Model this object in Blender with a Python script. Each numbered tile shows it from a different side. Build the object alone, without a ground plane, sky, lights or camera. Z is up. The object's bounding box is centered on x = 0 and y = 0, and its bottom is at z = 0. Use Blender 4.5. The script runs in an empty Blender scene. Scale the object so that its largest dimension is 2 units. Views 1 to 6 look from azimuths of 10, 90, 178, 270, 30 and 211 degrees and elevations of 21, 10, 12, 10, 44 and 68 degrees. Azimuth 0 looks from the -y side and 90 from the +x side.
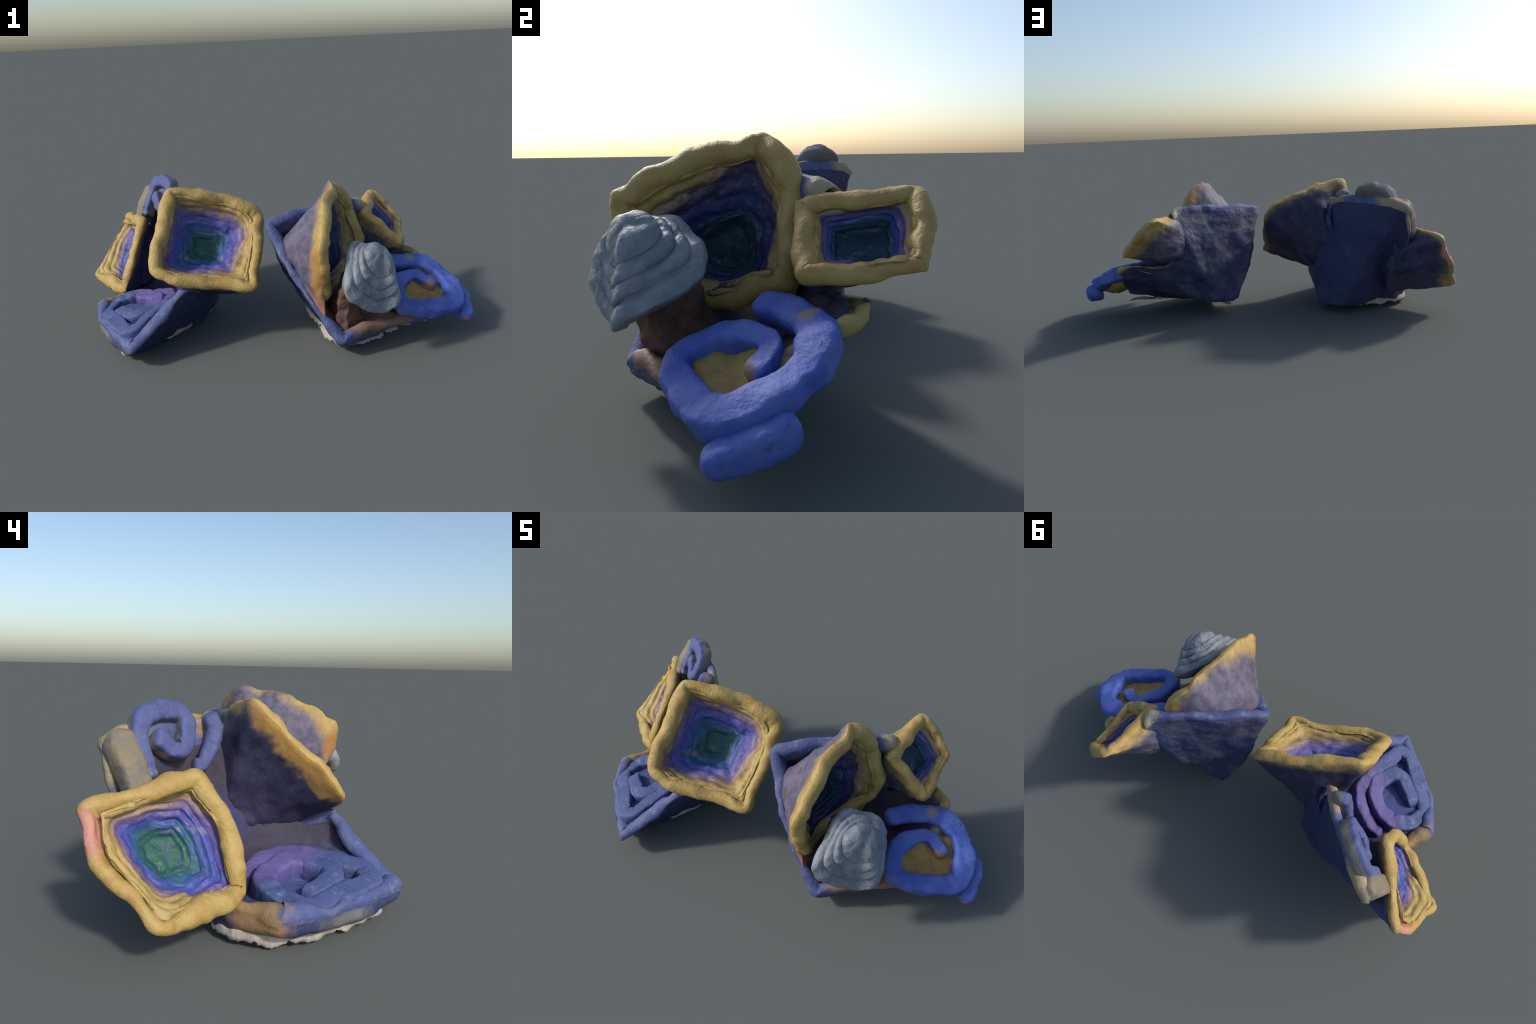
"""Two hand-built, coil-and-slab clay sculptures: hollow faceted bodies that carry stepped square
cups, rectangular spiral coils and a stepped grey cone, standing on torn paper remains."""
import bpy
import numpy as np
from mathutils import Matrix, Vector

V = lambda *p: np.array(p, float)


# ------------------------------------------------------------------ noise
def lattice(ix, iy, iz, seed):
    h = (ix * 73856093) ^ (iy * 19349663) ^ (iz * 83492791) ^ (seed * 2654435761)
    h = (h ^ (h >> 13)) * 1274126177
    h = (h ^ (h >> 16)) & 0xFFFFFF
    return h / float(0xFFFFFF) * 2 - 1


def noise(p, scale, seed=0):
    q = np.asarray(p, float) * scale + 100.0
    i = np.floor(q).astype(np.int64)
    f = q - i
    f = f * f * f * (f * (f * 6 - 15) + 10)
    out = 0
    for dx in (0, 1):
        for dy in (0, 1):
            for dz in (0, 1):
                w = (f[..., 0] if dx else 1 - f[..., 0]) * (f[..., 1] if dy else 1 - f[..., 1]) * (f[..., 2] if dz else 1 - f[..., 2])
                out = out + w * lattice(i[..., 0] + dx, i[..., 1] + dy, i[..., 2] + dz, seed)
    return out


def fbm(p, scale, seed=0, octaves=3, gain=0.5):
    return sum(noise(p, scale * 2.03 ** k, seed + 17 * k) * gain ** k for k in range(octaves))


def smooth(x, a=0.0, b=1.0):
    t = np.clip((x - a) / (b - a), 0, 1)
    return t * t * (3 - 2 * t)


# ------------------------------------------------------------------ curves and rings
def ring(points, per=14, soften=4):
    """Closed loop through control points, corners rounded by `soften` smoothing passes."""
    aim = np.array(points, float)
    p, m = aim.copy(), len(aim)
    t = np.arange(per) / per
    for _ in range(4):                                   # the rounded loop still reaches the given points
        loop = np.concatenate([p[i] + (p[(i + 1) % m] - p[i]) * t[:, None] for i in range(m)])
        for _ in range(soften):
            loop = (np.roll(loop, 1, 0) + 2 * loop + np.roll(loop, -1, 0)) / 4
        p = p + 0.8 * (aim - loop[::per])
    return loop


def spline(points, n):
    """Open Catmull-Rom curve through the points, n samples evenly along its length."""
    p = np.array(points, float)
    q = np.vstack([2 * p[0] - p[1], p, 2 * p[-1] - p[-2]])
    fine = []
    for i in range(1, len(q) - 2):
        t = np.linspace(0, 1, 24, endpoint=False)[:, None]
        a, b, c, d = q[i - 1], q[i], q[i + 1], q[i + 2]
        fine.append(0.5 * (2 * b + (c - a) * t + (2 * a - 5 * b + 4 * c - d) * t ** 2 + (3 * b - a - 3 * c + d) * t ** 3))
    fine = np.vstack(fine + [p[-1:]])
    s = np.concatenate([[0], np.cumsum(np.linalg.norm(np.diff(fine[:, :3], axis=0), axis=1))])
    w = np.linspace(0, s[-1], n)
    return np.stack([np.interp(w, s, fine[:, k]) for k in range(p.shape[1])], 1)


def between(rings, n):
    """Catmull-Rom through a list of key rings (k, N, 3) -> n rings."""
    r = np.array(rings)
    if len(r) == 2:
        return np.array([r[0] + (r[1] - r[0]) * t for t in np.linspace(0, 1, n)])
    flat = spline_even(r.reshape(len(r), -1), n)
    return flat.reshape(n, r.shape[1], 3)


def spline_even(p, n):
    q = np.vstack([2 * p[0] - p[1], p, 2 * p[-1] - p[-2]])
    out = []
    for u in np.linspace(0, len(p) - 1 - 1e-9, n):
        i = int(u) + 1
        t = u - int(u)
        a, b, c, d = q[i - 1], q[i], q[i + 1], q[i + 2]
        out.append(0.5 * (2 * b + (c - a) * t + (2 * a - 5 * b + 4 * c - d) * t ** 2 + (3 * b - a - 3 * c + d) * t ** 3))
    return np.array(out)


def unit(v):
    return v / (np.linalg.norm(v, axis=-1, keepdims=True) + 1e-12)


# ------------------------------------------------------------------ meshes
def rows_to_mesh(name, rows, close_start, close_end, slots=None):
    """A tube of closed rows; the ends are closed by rows that shrink to a point."""
    rows = [np.asarray(r) for r in rows]
    if close_start:
        c = rows[0].mean(0)
        rows = [c + (rows[0] - c) * k for k in (0.04, 0.3, 0.6, 0.85)] + rows
        slots = slots if slots is None else [slots[0]] * 4 + list(slots)
    if close_end:
        c = rows[-1].mean(0)
        rows = rows + [c + (rows[-1] - c) * k for k in (0.85, 0.6, 0.3, 0.04)]
        slots = slots if slots is None else list(slots) + [slots[-1]] * 4
    n, m = len(rows), len(rows[0])
    co = np.concatenate(rows)
    faces, mats = [], []
    for k in range(n - 1):
        for i in range(m):
            j = (i + 1) % m
            faces.append((k * m + i, k * m + j, (k + 1) * m + j, (k + 1) * m + i))
            mats.append(0 if slots is None else slots[k])
    if close_start:
        faces.append(tuple(range(m - 1, -1, -1)))
        mats.append(0 if slots is None else slots[0])
    if close_end:
        faces.append(tuple((n - 1) * m + i for i in range(m)))
        mats.append(0 if slots is None else slots[-1])
    mesh = bpy.data.meshes.new(name)
    mesh.from_pydata(co.tolist(), [], faces)
    mesh.polygons.foreach_set("material_index", mats)
    mesh.update()
    return mesh


def roughen(mesh, layers, flip=False):
    """Push the vertices along their normals by layers of (scale, amplitude, seed, octaves)."""
    n = len(mesh.vertices)
    co, no = np.empty(n * 3), np.empty(n * 3)
    mesh.vertices.foreach_get("co", co)
    mesh.vertices.foreach_get("normal", no)
    co, no = co.reshape(-1, 3), no.reshape(-1, 3)
    d = sum(a * fbm(co, s, seed, o) for s, a, seed, o in layers)
    mesh.vertices.foreach_set("co", (co + no * d[:, None]).ravel())
    mesh.update()


def outward(mesh):
    import bmesh
    bm = bmesh.new()
    bm.from_mesh(mesh)
    bmesh.ops.recalc_face_normals(bm, faces=bm.faces)
    bm.to_mesh(mesh)
    bm.free()


def place(mesh, name, parent, mats, origin, axis=None, side=None):
    """Give the world-space mesh its own frame: origin, z along axis."""
    for p in mesh.polygons:
        p.use_smooth = True
    z = unit(axis) if axis is not None else V(0, 0, 1)
    s = side if side is not None else (V(0, 0, 1) if abs(z[2]) < 0.9 else V(0, 1, 0))
    y = unit(s - z * (s @ z))
    x = np.cross(y, z)
    m = Matrix(((x[0], y[0], z[0], origin[0]), (x[1], y[1], z[1], origin[1]), (x[2], y[2], z[2], origin[2]), (0, 0, 0, 1)))
    mesh.transform(m.inverted())
    for mat in mats:
        mesh.materials.append(mat)
    ob = bpy.data.objects.new(name, mesh)
    bpy.context.scene.collection.objects.link(ob)
    ob.parent = parent
    ob.matrix_parent_inverse = parent.matrix_world.inverted()
    ob.matrix_world = m
    return ob


# ------------------------------------------------------------------ node helpers
class Nodes:
    def __init__(self, name):
        self.mat = bpy.data.materials.new(name)
        self.mat.use_nodes = True
        self.t = self.mat.node_tree
        self.bsdf = self.t.nodes["Principled BSDF"]
        self.co = self.t.nodes.new("ShaderNodeTexCoord").outputs["Object"]

    def link(self, value, socket):
        if hasattr(value, "is_output"):
            self.t.links.new(value, socket)
        else:
            socket.default_value = value

    def math(self, op, a, b=0.0, clamp=False):
        n = self.t.nodes.new("ShaderNodeMath")
        n.operation, n.use_clamp = op, clamp
        self.link(a, n.inputs[0])
        self.link(b, n.inputs[1])
        return n.outputs[0]

    def axis(self, k, co=None):
        n = self.t.nodes.new("ShaderNodeSeparateXYZ")
        self.link(co or self.co, n.inputs[0])
        return n.outputs[k]

    def noise(self, scale, detail=4.0, rough=0.6, stretch=None, shift=(0, 0, 0), warp=0.0):
        m = self.t.nodes.new("ShaderNodeMapping")
        self.link(self.co, m.inputs["Vector"])
        m.inputs["Location"].default_value = shift
        if stretch:
            m.inputs["Scale"].default_value = stretch
        n = self.t.nodes.new("ShaderNodeTexNoise")
        self.link(m.outputs[0], n.inputs["Vector"])
        n.inputs["Scale"].default_value, n.inputs["Detail"].default_value, n.inputs["Roughness"].default_value = scale, detail, rough
        n.inputs["Distortion"].default_value = warp
        return n.outputs["Fac"]

    def range(self, v, a, b, c=0.0, d=1.0):
        n = self.t.nodes.new("ShaderNodeMapRange")
        n.interpolation_type = "SMOOTHSTEP"
        for k, x in enumerate((v, a, b, c, d)):
            self.link(x, n.inputs[k])
        return n.outputs[0]

    def ramp(self, v, stops):
        n = self.t.nodes.new("ShaderNodeValToRGB")
        e = n.color_ramp.elements
        while len(e) < len(stops):
            e.new(0.5)
        for k, (p, c) in enumerate(stops):
            e[k].position, e[k].color = p, (*c, 1)
        self.link(v, n.inputs[0])
        return n.outputs[0]

    def mix(self, f, a, b):
        n = self.t.nodes.new("ShaderNodeMix")
        n.data_type = "RGBA"
        self.link(f, n.inputs[0])
        self.link(a if hasattr(a, "is_output") else (*a, 1), n.inputs[6])
        self.link(b if hasattr(b, "is_output") else (*b, 1), n.inputs[7])
        return n.outputs[2]

    def spot(self, centre, radius, soft=0.5):
        """1 inside a ball round a point of the object's frame, fading to 0."""
        n = self.t.nodes.new("ShaderNodeVectorMath")
        n.operation = "DISTANCE"
        self.link(self.co, n.inputs[0])
        n.inputs[1].default_value = centre
        wob = self.math("MULTIPLY", self.math("SUBTRACT", self.noise(22, 3), 0.5), radius * 0.9)
        return self.range(self.math("ADD", n.outputs["Value"], wob), radius, radius * (1 - soft))

    def finish(self, colour, rough=0.6, bump=0.25, grain=90, spec=0.35):
        self.link(colour, self.bsdf.inputs["Base Color"])
        self.link(rough, self.bsdf.inputs["Roughness"])
        self.bsdf.inputs["Specular IOR Level"].default_value = spec
        b = self.t.nodes.new("ShaderNodeBump")
        b.inputs["Strength"].default_value, b.inputs["Distance"].default_value = bump, 0.008
        h = self.math("ADD", self.noise(grain, 5, 0.65), self.math("MULTIPLY", self.noise(grain * 0.3, 3), 1.2))
        self.link(h, b.inputs["Height"])
        self.link(b.outputs[0], self.bsdf.inputs["Normal"])
        return self.mat


YELLOW, OCHRE, TAN = (0.415, 0.30, 0.098), (0.29, 0.185, 0.06), (0.32, 0.22, 0.16)
MAUVE, VIOLET, BLUE, TEAL, GREEN = (0.17, 0.12, 0.19), (0.12, 0.098, 0.29), (0.048, 0.07, 0.32), (0.025, 0.10, 0.19), (0.018, 0.095, 0.068)
NAVY, SLATE, LAVENDER = (0.026, 0.035, 0.10), (0.07, 0.075, 0.125), (0.115, 0.105, 0.17)
RIMBLUE, PALEBLUE = (0.058, 0.08, 0.20), (0.15, 0.185, 0.29)
PINK = (0.50, 0.23, 0.18)
RUST = (0.30, 0.15, 0.095)


def cup_inside(name, depth, dim=1.0, pink=None):
    """Glaze bands that follow the depth of the cup: ochre, mauve, violet, blue, teal, green."""
    k = Nodes(name)
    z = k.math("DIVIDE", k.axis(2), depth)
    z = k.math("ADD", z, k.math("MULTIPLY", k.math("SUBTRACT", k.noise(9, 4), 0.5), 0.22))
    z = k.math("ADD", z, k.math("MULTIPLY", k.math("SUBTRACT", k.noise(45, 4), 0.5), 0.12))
    low = lambda c: tuple(x * dim for x in c)  # dim < 1 darkens the glaze colours to paint in the cup's interior shade
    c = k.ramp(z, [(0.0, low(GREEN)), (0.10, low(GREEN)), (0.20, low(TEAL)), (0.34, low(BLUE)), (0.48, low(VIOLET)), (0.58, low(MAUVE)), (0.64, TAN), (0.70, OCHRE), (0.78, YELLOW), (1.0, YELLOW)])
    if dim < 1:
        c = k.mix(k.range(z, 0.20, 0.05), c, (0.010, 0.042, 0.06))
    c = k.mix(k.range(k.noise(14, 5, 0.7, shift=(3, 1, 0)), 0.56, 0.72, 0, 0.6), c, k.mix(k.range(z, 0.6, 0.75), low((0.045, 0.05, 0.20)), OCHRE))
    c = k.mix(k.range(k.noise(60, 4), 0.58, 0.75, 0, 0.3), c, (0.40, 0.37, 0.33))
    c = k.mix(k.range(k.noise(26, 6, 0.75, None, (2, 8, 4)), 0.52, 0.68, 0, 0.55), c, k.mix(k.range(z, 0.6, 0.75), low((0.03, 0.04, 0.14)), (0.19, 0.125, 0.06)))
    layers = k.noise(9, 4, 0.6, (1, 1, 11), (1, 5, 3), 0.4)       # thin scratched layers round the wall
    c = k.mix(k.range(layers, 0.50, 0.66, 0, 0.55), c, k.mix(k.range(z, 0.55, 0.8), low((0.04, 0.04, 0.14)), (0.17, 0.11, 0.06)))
    c = k.mix(k.range(layers, 0.44, 0.32, 0, 0.35), c, (0.36, 0.31, 0.27))
    if pink:
        c = k.mix(k.spot(*pink), c, PINK)
    return k.finish(c, k.range(k.noise(30, 3), 0.3, 0.7, 0.38, 0.6), 0.35)


def cup_outside(name, depth, low, edge=0.055, pink=None):
    """Ochre near the rim that breaks up into dark blue further down."""
    k = Nodes(name)
    z = k.math("SUBTRACT", k.axis(2), depth - edge)
    z = k.math("ADD", z, k.math("MULTIPLY", k.math("SUBTRACT", k.noise(11, 5, 0.7), 0.5), 0.09))
    base = k.mix(k.range(k.noise(16, 6, 0.7), 0.42, 0.62), low, tuple(x * 0.6 for x in low))
    c = k.mix(k.range(z, -0.03, 0.026), base, k.mix(k.range(k.noise(13, 4), 0.4, 0.65), YELLOW, OCHRE))
    if pink:
        for where, radius, colour in pink:
            c = k.mix(k.spot(where, radius), c, colour)
    return k.finish(c, 0.62, 0.3)


def clay(name, a, b, c=None, amount=0.5, scale=12, spots=(), rough=0.6, stretch=None, below=None, pits=None):
    """Mottled glaze: a and b in large clouds, c in small worn patches, plus placed stains."""
    k = Nodes(name)
    col = k.mix(k.range(k.noise(scale, 5, 0.65, stretch), 0.38, 0.64), a, b)
    if c:
        w = 0.66 - 0.16 * amount
        col = k.mix(k.range(k.noise(scale * 2.1, 6, 0.75, stretch, (5, 2, 7)), w, w + 0.14, 0, 0.85), col, c)
    if pits:                                             # small holes scattered by cells
        size, radius, colour = pits
        cells = k.t.nodes.new("ShaderNodeTexVoronoi")
        k.link(k.co, cells.inputs["Vector"])
        cells.inputs["Scale"].default_value = size
        col = k.mix(k.range(cells.outputs["Distance"], radius, radius * 0.7), col, colour)
    if below:                                            # bare clay under a height of the object's frame
        z, colour = below
        wob = k.math("MULTIPLY", k.math("SUBTRACT", k.noise(18, 5, 0.7), 0.5), 0.03)
        col = k.mix(k.range(k.math("ADD", k.axis(2), wob), z - 0.008, z + 0.008), colour, col)
    for centre, radius, colour in spots:
        col = k.mix(k.spot(centre, radius), col, colour)
    return k.finish(col, rough, 0.5, 70)


# ------------------------------------------------------------------ builders
def shell(name, parent, outer, inner, thick, mats, per=14, soften=4, n_out=34, n_in=30, lumps=(), origin=None, axis=None, waves=0.010, rim_slot=1, seed=1, steps=None, turn=True, lip=0.028):
    """Hollow vessel: key rings outside (foot first, rim last) and inside (rim first, floor last)."""
    out = [ring(r, per, soften) for r in outer]
    rim = out[-1]
    c = rim.mean(0)
    floor = np.array(inner[-1], float).mean(0)
    w = unit(c - floor) if axis is None else unit(axis)
    tang = np.roll(rim, -1, 0) - np.roll(rim, 1, 0)
    side = unit(np.cross(tang, w))
    if ((rim - c) * side).sum() < 0:
        side = -side
    for _ in range(6):                                   # turn the offset gently round the corners
        side = unit(np.roll(side, 1, 0) + 2 * side + np.roll(side, -1, 0))
    wob = waves * fbm(rim, 9, seed, 2)[:, None]
    rim = rim + side * wob + w * waves * fbm(rim, 7, seed + 5, 2)[:, None]
    h = thick / 2 * (1 + 0.42 * fbm(rim, 8, seed + 9, 2))[:, None]
    mid = rim - side * h
    rows = list(between(out[:-1] + [mid + side * h - w * h * 0.9], n_out))
    slots = [rim_slot if np.linalg.norm(r - rows[-1], axis=1).mean() < lip else 0 for r in rows]
    for a in np.radians((20, 45, 70, 90, 110, 135, 160)):
        rows.append(mid + side * h * np.cos(a) - w * h * 0.9 + w * h * 0.9 * np.sin(a))
        slots.append(rim_slot)
    start = mid - side * h - w * h * 0.9
    for _ in range(10):                                  # no fold in sharp corners
        start = (np.roll(start, 1, 0) + 2 * start + np.roll(start, -1, 0)) / 4
    inn = [start] + [ring(r, per, soften) for r in inner]
    if steps:
        n, fat = steps                                   # rolls of clay stacked down the wall, narrow grooves between
        lin = between(inn, 60)
        cuts = np.cumsum(np.linspace(1.35, 0.7, n) * (0.75 + 0.5 * np.abs(np.sin(seed * 1.7 + np.arange(n) * 2.3))))
        cuts = np.concatenate([[0], cuts / cuts[-1]])
        s = np.linspace(0, 1, n_in)[:, None] * np.ones(lin.shape[1])
        u = np.clip(s + 0.03 * fbm(rim, 6, seed + 4, 3)[None] * np.sin(np.pi * s), 0, 1)
        i = np.clip(np.searchsorted(cuts, u, side="right") - 1, 0, n - 1)
        fr = (u - cuts[i]) / (cuts[i + 1] - cuts[i])
        cols = np.arange(lin.shape[1])[None]
        v = s * 59
        j = np.minimum(v.astype(int), 58)
        inside = lin[j, cols] + (lin[j + 1, cols] - lin[j, cols]) * (v - j)[..., None]
        roll = np.sin(np.pi * np.clip(fr, 0, 1)) ** 0.65 * (0.7 + 0.9 * fbm(inside, 9, seed + 8, 2))
        roll = roll * smooth(1.02 - s, 0, 0.12)
        inside = inside + unit(0.8 * w - 0.6 * side)[None] * (fat * roll)[..., None]
        for _ in range(3):                               # worn soft
            inside[1:-1] = (inside[:-2] + 2 * inside[1:-1] + inside[2:]) / 4
            inside = (np.roll(inside, 1, 1) + 2 * inside + np.roll(inside, -1, 1)) / 4
    else:
        inside = between(inn, n_in)
    rows += list(inside[1:])
    slots += [min(rim_slot + (k > 6 if steps else k > 3), len(mats) - 1) for k in range(len(inside) - 1)]
    mesh = rows_to_mesh(name, rows, True, True, slots)
    outward(mesh)
    roughen(mesh, lumps or ((6, 0.006, seed, 2), (22, 0.0035, seed + 3, 3)))
    return place(mesh, name, parent, mats, floor if origin is None else origin, w if turn else None)


def cup(name, parent, rim, back, floor, floor_size, thick, n_steps, low, seed, flat=0.6, edge=0.055, pink=None, pink_out=(), fat=0.010, dim=1.0, tail_to=None, lean=V(0, 0, 0)):
    """Stepped square cup: rim control points, where its outside ends, and the middle of its floor."""
    rim = np.array(rim, float)
    c = rim.mean(0)
    w = np.linalg.svd(rim - c)[2][2]                     # the cup faces along the normal of its rim
    w = w if w @ (c - floor) > 0 else -w
    off = (rim - c)
    low_ring = floor + floor_size * (off - flat * (off @ w)[:, None] * w)
    drop = ((c - floor) @ w)
    flatten = lambda k, d: c - w * (d * drop) + (floor - c + w * drop) * d + k * (off - (flat * d) * (off @ w)[:, None] * w)
    tilt = lambda k: -w * (k * (off @ lean))[:, None]    # one side of the bowl is steeper than the other
    bowl = [flatten(0.77, 0.22) + tilt(0.77), flatten(0.54, 0.60) + tilt(0.5), low_ring]
    back = np.array(back, float)
    tail = back.mean(0) + (-w * 0.09 if tail_to is None else tail_to) + 0.45 * (back - back.mean(0))
    outer = [tail, back, rim]
    depth = (c - floor) @ w
    z = unit(w)
    local = lambda p: to_local(p, floor, z)
    rim_glaze = clay(name + "_rim_glaze", YELLOW, (0.37, 0.235, 0.07), (0.23, 0.16, 0.10), 0.45, 13, rough=0.5, spots=[] if pink is None else [(local(pink[0]), pink[1], PINK)])
    mats = [cup_outside(name + "_outside_glaze", depth, low, edge, [(local(p), r, col) for p, r, col in pink_out]),
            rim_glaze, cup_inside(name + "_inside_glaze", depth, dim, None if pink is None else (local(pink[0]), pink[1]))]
    return shell(name, parent, outer, bowl, thick, mats, per=int(140 / len(rim)), soften=7, n_out=30, n_in=104, seed=seed, axis=w, origin=floor, steps=(n_steps, fat), lip=0.012,
                 lumps=((8, 0.007, seed, 2), (26, 0.0045, seed + 3, 3)))


def to_local(p, origin, z):
    z = unit(z)
    s = V(0, 0, 1) if abs(z[2]) < 0.9 else V(0, 1, 0)
    y = unit(s - z * (s @ z))
    x = np.cross(y, z)
    d = np.asarray(p) - origin
    return (d @ x, d @ y, d @ z)


def coil(name, parent, path, width, height, up, mats, seed, power=3.0, origin=None, axis=None, n=110, m=28, lumps=None, widths=None, corner=0.018):
    """A rolled strip of clay along a path: rounded rectangle section, blunt ends."""
    q = np.array(path, float)
    s = np.concatenate([[0], np.cumsum(np.linalg.norm(np.diff(q, axis=0), axis=1))])
    p = np.stack([np.interp(np.linspace(0, s[-1], n), s, q[:, k]) for k in range(3)], 1)
    for _ in range(max(2, int((corner * n / s[-1]) ** 2))):
        p[1:-1] = (p[:-2] + 2 * p[1:-1] + p[2:]) / 4
    up = unit(np.asarray(up, float))
    tang = unit(np.gradient(p, axis=0))
    side = unit(np.cross(tang, up))
    top = np.cross(side, tang)
    a = np.arange(m) / m * 2 * np.pi
    e = 2 / power
    cx, cy = np.sign(np.cos(a)) * np.abs(np.cos(a)) ** e, np.sign(np.sin(a)) * np.abs(np.sin(a)) ** e
    s = np.linspace(0, 1, n)
    length = np.linalg.norm(np.diff(p, axis=0), axis=1).sum()
    end = np.minimum(s, 1 - s) * length / (0.45 * width)
    grow = np.sqrt(1 - (1 - np.clip(end, 0.02, 1)) ** 2.6)
    wk = np.interp(s, np.linspace(0, 1, len(widths)), widths) if widths is not None else np.ones(n)
    wob = 1 + 0.10 * fbm(p, 14, seed, 2)
    rows = [p[i] + (side[i] * cx[:, None] * width / 2 * wk[i] + top[i] * cy[:, None] * height / 2) * grow[i] * wob[i] for i in range(n)]
    mesh = rows_to_mesh(name, rows, True, True)
    outward(mesh)
    roughen(mesh, lumps or ((9, 0.006, seed, 2), (24, 0.0035, seed + 3, 3)))
    return place(mesh, name, parent, mats, p.mean(0) if origin is None else origin, axis)


def torn_sheet(name, parent, upper, lower, mats, seed, thick=0.004, closed=True, n=220):
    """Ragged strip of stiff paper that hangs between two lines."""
    ends = [np.array(upper, float), np.array(lower, float)]
    if closed:
        ends = [np.vstack([e, e[:1]]) for e in ends]
    u, l = [spline(e, n) for e in ends]
    tear = 0.62 + 0.2 * fbm(l, 16, seed, 4, 0.6)
    holes_free = np.linspace(0, 1, 7)
    front = [u + (l - u) * (k * tear)[:, None] + V(0, 0, 1) * (0.01 * np.sin(k * 3.1)) for k in holes_free]
    mesh = bpy.data.meshes.new(name)
    co = np.concatenate(front)
    faces = [(k * n + i, k * n + i + 1, (k + 1) * n + i + 1, (k + 1) * n + i) for k in range(6) for i in range(n - 1)]
    mesh.from_pydata(co.tolist(), [], faces)
    mesh.update()
    roughen(mesh, ((30, 0.004, seed + 2, 3),))
    z = np.array([v.co.z for v in mesh.vertices])
    for v in mesh.vertices:
        v.co.z = max(v.co.z, 0.0)
    ob = place(mesh, name, parent, mats, co.mean(0))
    s = ob.modifiers.new("paper thickness", "SOLIDIFY")
    s.thickness, s.offset = thick, 1.0
    return ob


def root(name, where, label):
    o = bpy.data.objects.new(name, None)
    bpy.context.scene.collection.objects.link(o)
    o.empty_display_size = 0.1
    o.location = where
    o["label"], o["category"] = label, "ceramic sculpture"
    bpy.context.view_layer.update()
    return o


# ------------------------------------------------------------------ glazes
paper = clay("torn_paper", (0.42, 0.38, 0.34), (0.30, 0.27, 0.245), (0.16, 0.15, 0.14), 0.5, 14, rough=0.85, pits=(15, 0.16, (0.015, 0.015, 0.015)))
coil_blue = clay("bright_blue_glaze", (0.055, 0.095, 0.38), (0.09, 0.14, 0.42), (0.05, 0.06, 0.25), 0.6, 9,
                 spots=((tuple(V(0.72, 0.165, 0.335) - V(0.45, 0, 0)), 0.045, (0.25, 0.21, 0.16)), (tuple(V(0.975, -0.075, 0.07) - V(0.45, 0, 0)), 0.05, (0.30, 0.15, 0.10)), (tuple(V(0.80, 0.03, 0.195) - V(0.45, 0, 0)), 0.06, (0.30, 0.17, 0.08))))
grey = clay("grey_glaze", (0.16, 0.185, 0.22), (0.235, 0.255, 0.28), (0.10, 0.12, 0.15), 0.7, 11, rough=0.45)
sand_grey = clay("tan_grey_clay", (0.21, 0.175, 0.11), (0.15, 0.135, 0.13), (0.30, 0.24, 0.13), 0.5, 12)
sand = clay("ochre_clay", (0.38, 0.25, 0.07), (0.30, 0.19, 0.06), (0.45, 0.33, 0.15), 0.5, 14)

# ================================================================== sculpture with two cups facing the left
left = root("clay_sculpture", (-0.55, 0.0, 0.0), "hollow blue clay body with two square cups and spiral coils")

body_rim = [V(-0.528, -0.494, 0.111), V(-0.42, -0.39, 0.21), V(-0.308, -0.281, 0.314), V(-0.268, -0.06, 0.24), V(-0.345, 0.155, 0.45), V(-0.355, 0.12, 0.622), V(-0.435, 0.235, 0.642), V(-0.63, 0.415, 0.636),
            V(-0.70, 0.465, 0.60), V(-0.715, 0.43, 0.47), V(-0.69, 0.31, 0.24), V(-0.765, 0.07, 0.12), V(-0.858, -0.07, 0.125), V(-0.805, -0.195, 0.118), V(-0.665, -0.355, 0.112)]
body_mid = [V(-0.54, -0.46, 0.065), V(-0.43, -0.33, 0.12), V(-0.32, -0.20, 0.17), V(-0.25, -0.05, 0.18), V(-0.25, 0.14, 0.23), V(-0.272, 0.172, 0.24), V(-0.305, 0.20, 0.25), V(-0.455, 0.31, 0.21),
            V(-0.58, 0.365, 0.38), V(-0.625, 0.28, 0.26), V(-0.69, 0.195, 0.15), V(-0.77, 0.07, 0.07), V(-0.835, -0.07, 0.065), V(-0.785, -0.20, 0.06), V(-0.66, -0.352, 0.055)]
body_foot = [V(-0.55, -0.39, 0.02), V(-0.46, -0.26, 0.02), V(-0.39, -0.12, 0.02), V(-0.32, 0.0, 0.02), V(-0.275, 0.12, 0.05), V(-0.277, 0.15, 0.05), V(-0.275, 0.188, 0.05), V(-0.40, 0.258, 0.05),
             V(-0.50, 0.235, 0.045), V(-0.605, 0.15, 0.04), V(-0.71, 0.125, 0.03), V(-0.76, 0.06, 0.03), V(-0.77, -0.06, 0.03), V(-0.73, -0.17, 0.03), V(-0.64, -0.29, 0.02)]
body_floor = [V(-0.53, -0.43, 0.115), V(-0.44, -0.34, 0.165), V(-0.37, -0.24, 0.195), V(-0.36, -0.09, 0.185), V(-0.395, 0.03, 0.13), V(-0.415, 0.075, 0.105), V(-0.44, 0.11, 0.085), V(-0.51, 0.165, 0.08),
              V(-0.58, 0.185, 0.08), V(-0.635, 0.17, 0.085), V(-0.68, 0.13, 0.09), V(-0.73, 0.05, 0.105), V(-0.785, -0.05, 0.12), V(-0.74, -0.15, 0.122), V(-0.625, -0.285, 0.122)]
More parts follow.
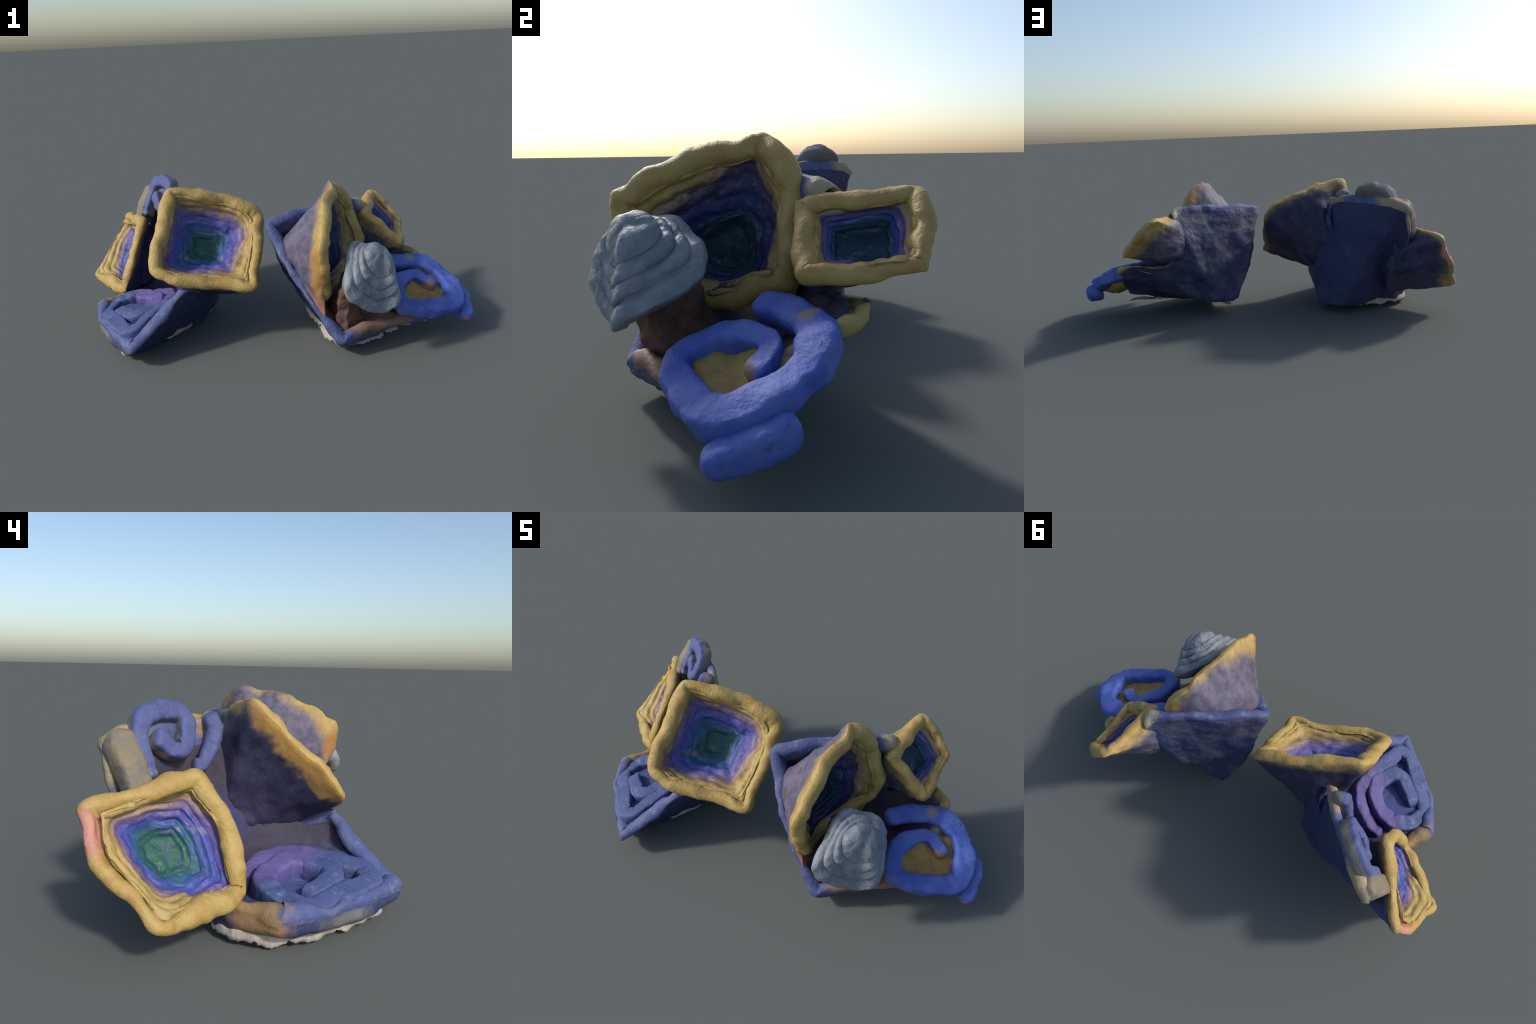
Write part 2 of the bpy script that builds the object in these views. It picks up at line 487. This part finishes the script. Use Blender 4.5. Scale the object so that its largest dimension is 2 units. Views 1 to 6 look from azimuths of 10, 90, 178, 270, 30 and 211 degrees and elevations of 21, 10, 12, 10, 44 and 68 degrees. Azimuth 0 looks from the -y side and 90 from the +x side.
body_wall = [V(-0.53, -0.445, 0.11), V(-0.43, -0.36, 0.17), V(-0.35, -0.26, 0.23), V(-0.315, -0.085, 0.27), V(-0.375, 0.05, 0.32), V(-0.395, 0.10, 0.36), V(-0.41, 0.14, 0.37), V(-0.54, 0.265, 0.37),
             V(-0.61, 0.315, 0.39), V(-0.65, 0.32, 0.33), V(-0.68, 0.22, 0.18), V(-0.74, 0.06, 0.11), V(-0.80, -0.055, 0.125), V(-0.752, -0.163, 0.126), V(-0.635, -0.30, 0.126)]
L0 = V(-0.55, 0.0, 0.0)
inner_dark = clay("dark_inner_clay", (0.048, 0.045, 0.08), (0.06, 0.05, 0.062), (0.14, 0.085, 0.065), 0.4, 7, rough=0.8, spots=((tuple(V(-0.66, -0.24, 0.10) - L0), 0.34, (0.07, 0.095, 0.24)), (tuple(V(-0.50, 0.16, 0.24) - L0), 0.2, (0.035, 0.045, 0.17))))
body_out = clay("dark_blue_glaze", NAVY, (0.034, 0.042, 0.10), (0.085, 0.10, 0.15), 0.55, 7, spots=((tuple(V(-0.83, 0.0, 0.07) - L0), 0.13, (0.23, 0.145, 0.075)), (tuple(V(-0.70, -0.25, 0.07) - L0), 0.14, (0.13, 0.125, 0.13))))
body_in = clay("indigo_glaze", (0.065, 0.085, 0.22), (0.09, 0.11, 0.22), PALEBLUE, 0.75, 10,
               spots=((tuple(V(-0.80, 0.05, 0.10) - L0), 0.17, (0.27, 0.185, 0.085)), (tuple(V(-0.38, 0.16, 0.65) - L0), 0.12, TAN), (tuple(V(-0.70, 0.44, 0.58) - L0), 0.17, (0.30, 0.25, 0.16)),
                      (tuple(V(-0.60, 0.42, 0.65) - L0), 0.09, (0.36, 0.27, 0.16))))
shell("body", left, [body_foot, body_mid, body_rim], [body_wall, body_floor], 0.055, [body_out, body_in, inner_dark], per=16, soften=5, n_out=60, n_in=44, origin=L0, axis=V(-0.45, -0.25, 0.8), turn=False, lip=0.012, seed=11, waves=0.008,
      lumps=((6, 0.007, 4, 2), (20, 0.004, 7, 3)))

cup("cup", left,
    rim=[V(-0.442, 0.013, 0.716), V(-0.285, 0.079, 0.694), V(-0.158, 0.132, 0.65), V(-0.045, 0.142, 0.60), V(0.008, 0.125, 0.54), V(0.022, 0.0, 0.435), V(0.014, -0.12, 0.345), V(-0.005, -0.213, 0.29), V(-0.18, -0.26, 0.317), V(-0.34, -0.305, 0.35), V(-0.458, -0.29, 0.40), V(-0.47, -0.21, 0.52), V(-0.462, -0.09, 0.64)],
    back=[V(-0.402, 0.105, 0.42), V(-0.335, 0.18, 0.44), V(-0.295, 0.175, 0.40), V(-0.265, 0.16, 0.34), V(-0.262, 0.14, 0.26), V(-0.262, 0.06, 0.23), V(-0.255, 0.0, 0.21), V(-0.26, -0.06, 0.195), V(-0.28, -0.10, 0.21), V(-0.318, -0.11, 0.25), V(-0.345, -0.10, 0.288), V(-0.378, -0.05, 0.317), V(-0.393, 0.037, 0.37)],
    floor=V(-0.286, 0.02, 0.402), floor_size=0.16, thick=0.058, n_steps=7, low=(0.034, 0.034, 0.08), seed=21, edge=0.035, lean=V(-0.06, 0.0, 0.0), pink_out=[(V(-0.475, y, z), 0.10, (0.37, 0.215, 0.06)) for y, z in ((-0.05, 0.655), (-0.11, 0.60), (-0.16, 0.55), (-0.20, 0.50), (-0.25, 0.44), (-0.29, 0.40))])  # low: outer wall colour darkened, crease shadow baked into it
cup("cup", left,
    rim=[V(-0.668, 0.175, 0.508), V(-0.765, 0.33, 0.492), V(-0.86, 0.478, 0.44), V(-0.935, 0.442, 0.30), V(-0.998, 0.25, 0.145), V(-0.88, 0.12, 0.135), V(-0.757, 0.007, 0.16), V(-0.69, 0.05, 0.34)],
    back=[V(-0.645, 0.232, 0.405), V(-0.66, 0.31, 0.40), V(-0.70, 0.425, 0.38), V(-0.685, 0.345, 0.25), V(-0.715, 0.20, 0.10), V(-0.71, 0.145, 0.10), V(-0.69, 0.10, 0.145), V(-0.655, 0.165, 0.27)],
    floor=V(-0.735, 0.278, 0.268), floor_size=0.22, thick=0.05, n_steps=7, low=(0.05, 0.052, 0.12), seed=31, edge=0.035, lean=V(0.13, -0.13, 0.0), pink=(V(-0.90, 0.47, 0.37), 0.085), pink_out=((V(-0.90, 0.47, 0.36), 0.06, PINK),))

spiral = [V(-0.632, 0.055, 0.14), V(-0.56, 0.045, 0.152), V(-0.475, -0.01, 0.182), V(-0.434, -0.085, 0.20), V(-0.46, -0.20, 0.192), V(-0.523, -0.36, 0.165), V(-0.57, -0.37, 0.153),
          V(-0.65, -0.28, 0.145), V(-0.728, -0.194, 0.137), V(-0.765, -0.135, 0.136), V(-0.725, -0.06, 0.157), V(-0.65, -0.012, 0.17), V(-0.57, -0.035, 0.176), V(-0.508, -0.086, 0.187),
          V(-0.49, -0.15, 0.188), V(-0.535, -0.235, 0.178), V(-0.585, -0.245, 0.165), V(-0.655, -0.185, 0.156), V(-0.7, -0.137, 0.150)]
base_blue = clay("violet_blue_glaze", (0.068, 0.095, 0.225), (0.055, 0.078, 0.20), (0.14, 0.175, 0.27), 0.75, 10,
                 spots=(((0.14, 0.10, 0.03), 0.20, (0.115, 0.095, 0.27)), ((0.02, 0.16, 0.03), 0.16, (0.115, 0.095, 0.27))))
coil("spiral_coil", left, [p - V(0, 0, 0.040) for p in spiral], 0.074, 0.085, V(-0.24, -0.13, 0.96), [base_blue], 41, n=240, m=40, power=5.5, widths=(0.75, 0.85, 1.0, 1.05, 1.1, 1.1, 1.0, 0.95, 0.85), corner=0.013)

upper = [V(-0.698, 0.31, 0.478), V(-0.679, 0.338, 0.551), V(-0.653, 0.352, 0.614), V(-0.619, 0.345, 0.664), V(-0.577, 0.31, 0.677), V(-0.524, 0.254, 0.675), V(-0.513, 0.227, 0.647), V(-0.545, 0.222, 0.588), V(-0.58, 0.234, 0.551),
         V(-0.604, 0.265, 0.56), V(-0.613, 0.292, 0.587), V(-0.632, 0.318, 0.60)]
up_n = V(-0.66, -0.63, 0.41)
upper_blue = clay("dusty_blue_glaze", (0.085, 0.105, 0.25), (0.07, 0.085, 0.22), (0.20, 0.19, 0.22), 0.55, 9, below=(0.012, (0.175, 0.16, 0.14)))
coil("spiral_coil", left, [p - unit(up_n) * 0.026 for p in upper], 0.058, 0.06, up_n, [upper_blue], 43, n=160, power=4, axis=up_n)
slab = [V(-0.662, 0.408, 0.622), V(-0.69, 0.398, 0.578), V(-0.72, 0.36, 0.50), V(-0.735, 0.325, 0.42)]
coil("slab", left, [p - unit(up_n) * 0.015 for p in slab], 0.085, 0.07, up_n, [sand_grey], 44, n=70, power=4)
piece = [V(-0.434, 0.169, 0.656), V(-0.444, 0.15, 0.606), V(-0.469, 0.165, 0.539), V(-0.487, 0.183, 0.493), V(-0.50, 0.224, 0.489)]
coil("coil_piece", left, [p - V(-0.93, -0.25, 0.28) * 0.02 for p in piece], 0.055, 0.07, V(-0.93, -0.25, 0.28), [upper_blue], 45, n=70, power=3.2, axis=V(-0.93, -0.25, 0.28))
torn_sheet("paper_scrap", left,
           [V(-0.29, 0.10, 0.05), V(-0.34, -0.04, 0.05), V(-0.40, -0.14, 0.05), V(-0.50, -0.30, 0.05), V(-0.57, -0.40, 0.05), V(-0.63, -0.32, 0.05), V(-0.74, -0.17, 0.05), V(-0.78, -0.06, 0.05), V(-0.76, 0.05, 0.05), V(-0.70, 0.12, 0.05), V(-0.58, 0.15, 0.05), V(-0.40, 0.16, 0.05)],
           [V(-0.30, 0.10, 0.0), V(-0.35, -0.05, 0.0), V(-0.41, -0.17, 0.0), V(-0.51, -0.31, 0.0), V(-0.58, -0.41, 0.012), V(-0.65, -0.32, 0.0), V(-0.755, -0.18, 0.0), V(-0.80, -0.06, 0.0), V(-0.78, 0.06, 0.0), V(-0.715, 0.13, 0.0), V(-0.58, 0.15, 0.0), V(-0.40, 0.155, 0.0)],
           [paper], 51)

# ================================================================== sculpture with the grey cone
right = root("clay_sculpture", (0.45, 0.0, 0.0), "hollow blue clay body with cups, grey stepped cone and blue coil")
R0 = V(0.45, 0.0, 0.0)
rrim = [V(0.055, -0.045, 0.565), V(0.13, -0.165, 0.435), V(0.235, -0.25, 0.29), V(0.408, -0.334, 0.094), V(0.535, -0.238, 0.13), V(0.80, -0.055, 0.108), V(0.775, 0.272, 0.305), V(0.685, 0.315, 0.34), V(0.52, 0.27, 0.325), V(0.445, 0.275, 0.44), V(0.475, 0.27, 0.585), V(0.455, 0.23, 0.615), V(0.273, 0.125, 0.616)]
rmid = [V(0.072, 0.07, 0.34), V(0.155, 0.0, 0.265), V(0.24, -0.09, 0.18), V(0.40, -0.30, 0.06), V(0.525, -0.222, 0.075), V(0.72, -0.02, 0.085), V(0.65, 0.19, 0.195), V(0.57, 0.255, 0.27), V(0.455, 0.25, 0.28), V(0.42, 0.275, 0.34), V(0.385, 0.275, 0.40), V(0.33, 0.22, 0.41), V(0.20, 0.135, 0.39)]
rfoot = [V(0.15, 0.17, 0.095), V(0.21, 0.10, 0.065), V(0.28, 0.0, 0.03), V(0.39, -0.24, 0.03), V(0.465, -0.19, 0.03), V(0.57, -0.03, 0.06), V(0.44, 0.08, 0.08), V(0.37, 0.165, 0.085), V(0.335, 0.175, 0.085), V(0.31, 0.185, 0.085), V(0.28, 0.195, 0.085), V(0.235, 0.20, 0.085), V(0.19, 0.195, 0.085)]
rin_mid = [V(0.14, 0.05, 0.38), V(0.19, 0.0, 0.30), V(0.27, -0.08, 0.22), V(0.41, -0.25, 0.11), V(0.51, -0.17, 0.13), V(0.67, 0.0, 0.15), V(0.70, 0.215, 0.30), V(0.62, 0.25, 0.325), V(0.48, 0.21, 0.30), V(0.40, 0.23, 0.37), V(0.38, 0.22, 0.43), V(0.33, 0.18, 0.42), V(0.22, 0.11, 0.42)]
rin_foot = [V(0.23, 0.10, 0.20), V(0.24, 0.07, 0.18), V(0.29, 0.0, 0.15), V(0.39, -0.18, 0.10), V(0.47, -0.15, 0.12), V(0.56, -0.02, 0.15), V(0.54, 0.10, 0.19), V(0.47, 0.14, 0.21), V(0.40, 0.14, 0.22), V(0.37, 0.145, 0.225), V(0.34, 0.14, 0.23), V(0.29, 0.13, 0.23), V(0.25, 0.11, 0.22)]
rinner = clay("inner_rust_clay", (0.055, 0.05, 0.085), (0.085, 0.06, 0.06), (0.16, 0.09, 0.06), 0.5, 6, rough=0.8,
              spots=((tuple(V(0.47, -0.22, 0.13) - R0), 0.26, RUST), (tuple(V(0.12, 0.0, 0.50) - R0), 0.2, (0.085, 0.08, 0.12))))
rbody_out = clay("slate_blue_glaze", NAVY, (0.075, 0.075, 0.115), (0.12, 0.12, 0.16), 0.6, 8)
rbody_in = clay("rim_blue_glaze", RIMBLUE, (0.085, 0.095, 0.21), PALEBLUE, 0.75, 10,
                spots=((tuple(V(0.50, -0.18, 0.13) - R0), 0.15, (0.24, 0.13, 0.09)), (tuple(V(0.63, -0.15, 0.14) - R0), 0.13, (0.22, 0.13, 0.10)), (tuple(V(0.74, 0.28, 0.32) - R0), 0.24, (0.34, 0.25, 0.085)), (tuple(V(0.50, 0.25, 0.61) - R0), 0.10, (0.33, 0.29, 0.18))))
shell("body", right, [rfoot, rmid, rrim], [rin_mid, rin_foot], 0.05, [rbody_out, rbody_in, rinner], per=16, soften=4, n_out=60, n_in=44, origin=R0, axis=V(0.45, -0.35, 0.5), turn=False, lip=0.018, seed=61, waves=0.008,
      lumps=((6, 0.007, 64, 2), (20, 0.005, 67, 3)))

cup("cup", right,
    rim=[V(0.36, 0.074, 0.735), V(0.35, -0.01, 0.72), V(0.338, -0.12, 0.69), V(0.332, -0.25, 0.638), V(0.326, -0.37, 0.565), V(0.335, -0.37, 0.44), V(0.35, -0.28, 0.27), V(0.36, -0.06, 0.22), V(0.46, 0.14, 0.30), V(0.495, 0.17, 0.42), V(0.455, 0.187, 0.57), V(0.425, 0.15, 0.65)],
    back=[V(0.225, 0.08, 0.54), V(0.18, 0.03, 0.53), V(0.12, -0.06, 0.475), V(0.14, -0.135, 0.425), V(0.178, -0.172, 0.37), V(0.245, -0.222, 0.275), V(0.32, -0.25, 0.16), V(0.33, -0.03, 0.14), V(0.39, 0.10, 0.18), V(0.41, 0.16, 0.28), V(0.40, 0.19, 0.45), V(0.33, 0.155, 0.53)],
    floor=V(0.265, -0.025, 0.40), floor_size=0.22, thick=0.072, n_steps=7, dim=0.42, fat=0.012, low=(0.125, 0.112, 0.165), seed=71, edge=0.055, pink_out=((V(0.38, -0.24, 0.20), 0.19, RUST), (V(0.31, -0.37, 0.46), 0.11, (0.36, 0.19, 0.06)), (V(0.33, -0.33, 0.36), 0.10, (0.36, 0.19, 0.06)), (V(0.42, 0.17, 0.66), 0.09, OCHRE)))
cup("cup", right,
    rim=[V(0.50, 0.15, 0.565), V(0.50, 0.30, 0.58), V(0.525, 0.462, 0.59), V(0.62, 0.485, 0.52), V(0.717, 0.45, 0.42), V(0.71, 0.30, 0.39), V(0.68, 0.155, 0.392), V(0.59, 0.135, 0.48)],
    back=[V(0.44, 0.20, 0.48), V(0.43, 0.27, 0.53), V(0.43, 0.315, 0.50), V(0.43, 0.325, 0.44), V(0.45, 0.31, 0.36), V(0.49, 0.27, 0.325), V(0.51, 0.20, 0.33), V(0.47, 0.18, 0.41)],
    tail_to=V(-0.05, -0.09, -0.05),
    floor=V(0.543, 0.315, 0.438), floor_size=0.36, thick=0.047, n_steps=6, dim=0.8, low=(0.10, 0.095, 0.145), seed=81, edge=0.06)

# rough brown clay that seats the cone on the lower lip of the large cup
seat_rust = clay("rust_clay", (0.14, 0.075, 0.055), (0.085, 0.052, 0.048), (0.22, 0.12, 0.07), 0.5, 12, rough=0.8)
seat = [ring(r, 14, 4) for r in ([V(0.36, -0.24, 0.10), V(0.43, -0.26, 0.10), V(0.50, -0.17, 0.13), V(0.46, -0.05, 0.15), V(0.38, -0.02, 0.15), V(0.34, -0.12, 0.13)],
                                 [V(0.37, -0.27, 0.22), V(0.42, -0.28, 0.21), V(0.46, -0.20, 0.21), V(0.45, -0.10, 0.22), V(0.39, -0.07, 0.22), V(0.35, -0.15, 0.22)],
                                 [V(0.40, -0.31, 0.34), V(0.45, -0.30, 0.31), V(0.50, -0.22, 0.30), V(0.50, -0.14, 0.33), V(0.44, -0.13, 0.36), V(0.39, -0.20, 0.37)])]
mesh = rows_to_mesh("clay_seat", between(seat, 30), True, True)
outward(mesh)
roughen(mesh, ((9, 0.014, 87, 3), (28, 0.005, 88, 3)))
place(mesh, "clay_seat", right, [seat_rust], V(0.45, -0.15, 0.22))

# stepped grey cone
cone_ring = [V(0.41, -0.402, 0.37), V(0.41, -0.27, 0.465), V(0.43, -0.15, 0.50), V(0.515, -0.08, 0.44), V(0.588, -0.068, 0.375), V(0.638, -0.195, 0.303), V(0.63, -0.272, 0.265), V(0.545, -0.305, 0.235), V(0.475, -0.37, 0.29)]
tip = V(0.543, -0.256, 0.474)
cr = ring(cone_ring, 14, 45)
cc = cr.mean(0)
cn = V(0.64, -0.47, 0.60)
rows = [cc + (cr - cc) * k - cn * d for k, d in ((0.5, 0.015), (0.75, 0.03), (0.9, 0.022))]
tiers = 3.6
spin = np.linspace(0, 2 * np.pi, len(cr), endpoint=False)
for u in np.linspace(0, 1, 76):
    v = np.clip(u + 0.10 * np.sin(np.pi * u) * fbm(np.stack([np.cos(spin), np.sin(spin), 0 * spin], 1), 1.6, 92, 2), 0, 1)
    band = np.abs(np.sin(np.pi * np.clip(v * tiers, 0, tiers - 0.5))) ** 0.45      # fat rolls with narrow grooves
    spoke = cr - cc
    spoke = spoke + (unit(spoke) * np.linalg.norm(spoke, axis=1).mean() - spoke) * smooth(v, 0.1, 1.0)[:, None]
    base = cc + spoke * (0.99 - 0.62 * v ** 0.72)[:, None] + (tip - cc) * v[:, None]
    out = unit(unit(cr - cc) + 0.55 * unit(cn))
    rows.append(base + out * (0.018 * band * (0.8 + 0.8 * fbm(base, 7, 96, 2)))[:, None])
top = rows[-1]
tc = top.mean(0)
rows += [tc + (top - tc) * k + unit(tip - cc) * d for k, d in ((0.92, 0.008), (0.75, 0.017), (0.45, 0.024))]
mesh = rows_to_mesh("stepped_cone", rows, True, True)
outward(mesh)
roughen(mesh, ((9, 0.008, 91, 2), (26, 0.004, 93, 3)))
place(mesh, "stepped_cone", right, [grey], cc)

rcoil = [V(0.55, 0.052, 0.307), V(0.62, 0.118, 0.312), V(0.70, 0.172, 0.305), V(0.775, 0.19, 0.29), V(0.85, 0.168, 0.262), V(0.90, 0.11, 0.228), V(0.925, 0.04, 0.196), V(0.925, -0.015, 0.182), V(0.89, -0.055, 0.178),
         V(0.80, -0.10, 0.187), V(0.72, -0.137, 0.20), V(0.668, -0.132, 0.212), V(0.643, -0.085, 0.232), V(0.64, -0.03, 0.252), V(0.665, 0.025, 0.262), V(0.715, 0.077, 0.264), V(0.752, 0.09, 0.258), V(0.80, 0.065, 0.236), V(0.835, 0.042, 0.216)]
rn = V(0.262, -0.306, 0.915)
coil("spiral_coil", right, [p - unit(rn) * 0.025 for p in rcoil], 0.086, 0.066, rn, [coil_blue], 95, origin=R0, n=200, m=36, power=4.2, widths=(0.85, 0.95, 1.0, 1.0, 1.0, 0.9, 0.85, 0.78, 0.72))
tail = [V(0.94, 0.14, 0.165), V(0.962, 0.06, 0.13), V(0.967, -0.04, 0.088)]
coil("coil_piece", right, tail, 0.066, 0.07, rn, [coil_blue], 97, origin=R0, n=60)
# ochre floor under the coil
fl = ring([V(0.66, -0.10, 0.195), V(0.88, -0.06, 0.14), V(0.90, 0.05, 0.165), V(0.82, 0.15, 0.22), V(0.66, 0.09, 0.25)], 12, 4)
fc = fl.mean(0)
mesh = rows_to_mesh("coil_floor", [fc + (fl - fc) * 0.75 - rn * 0.045, fl - rn * 0.022, fc + (fl - fc) * 0.97], True, True)
outward(mesh)
roughen(mesh, ((14, 0.010, 98, 3), (34, 0.006, 99, 3)))
place(mesh, "coil_floor", right, [sand], fc)
torn_sheet("paper_scrap", right,
           [V(0.21, 0.11, 0.05), V(0.28, -0.01, 0.045), V(0.38, -0.21, 0.045), V(0.46, -0.20, 0.045), V(0.57, -0.04, 0.06), V(0.70, 0.0, 0.075)],
           [V(0.20, 0.10, 0.03), V(0.25, -0.02, 0.008), V(0.39, -0.27, 0.015), V(0.50, -0.20, 0.016), V(0.67, -0.13, 0.03), V(0.86, -0.03, 0.055)],
           [paper], 53, closed=False)
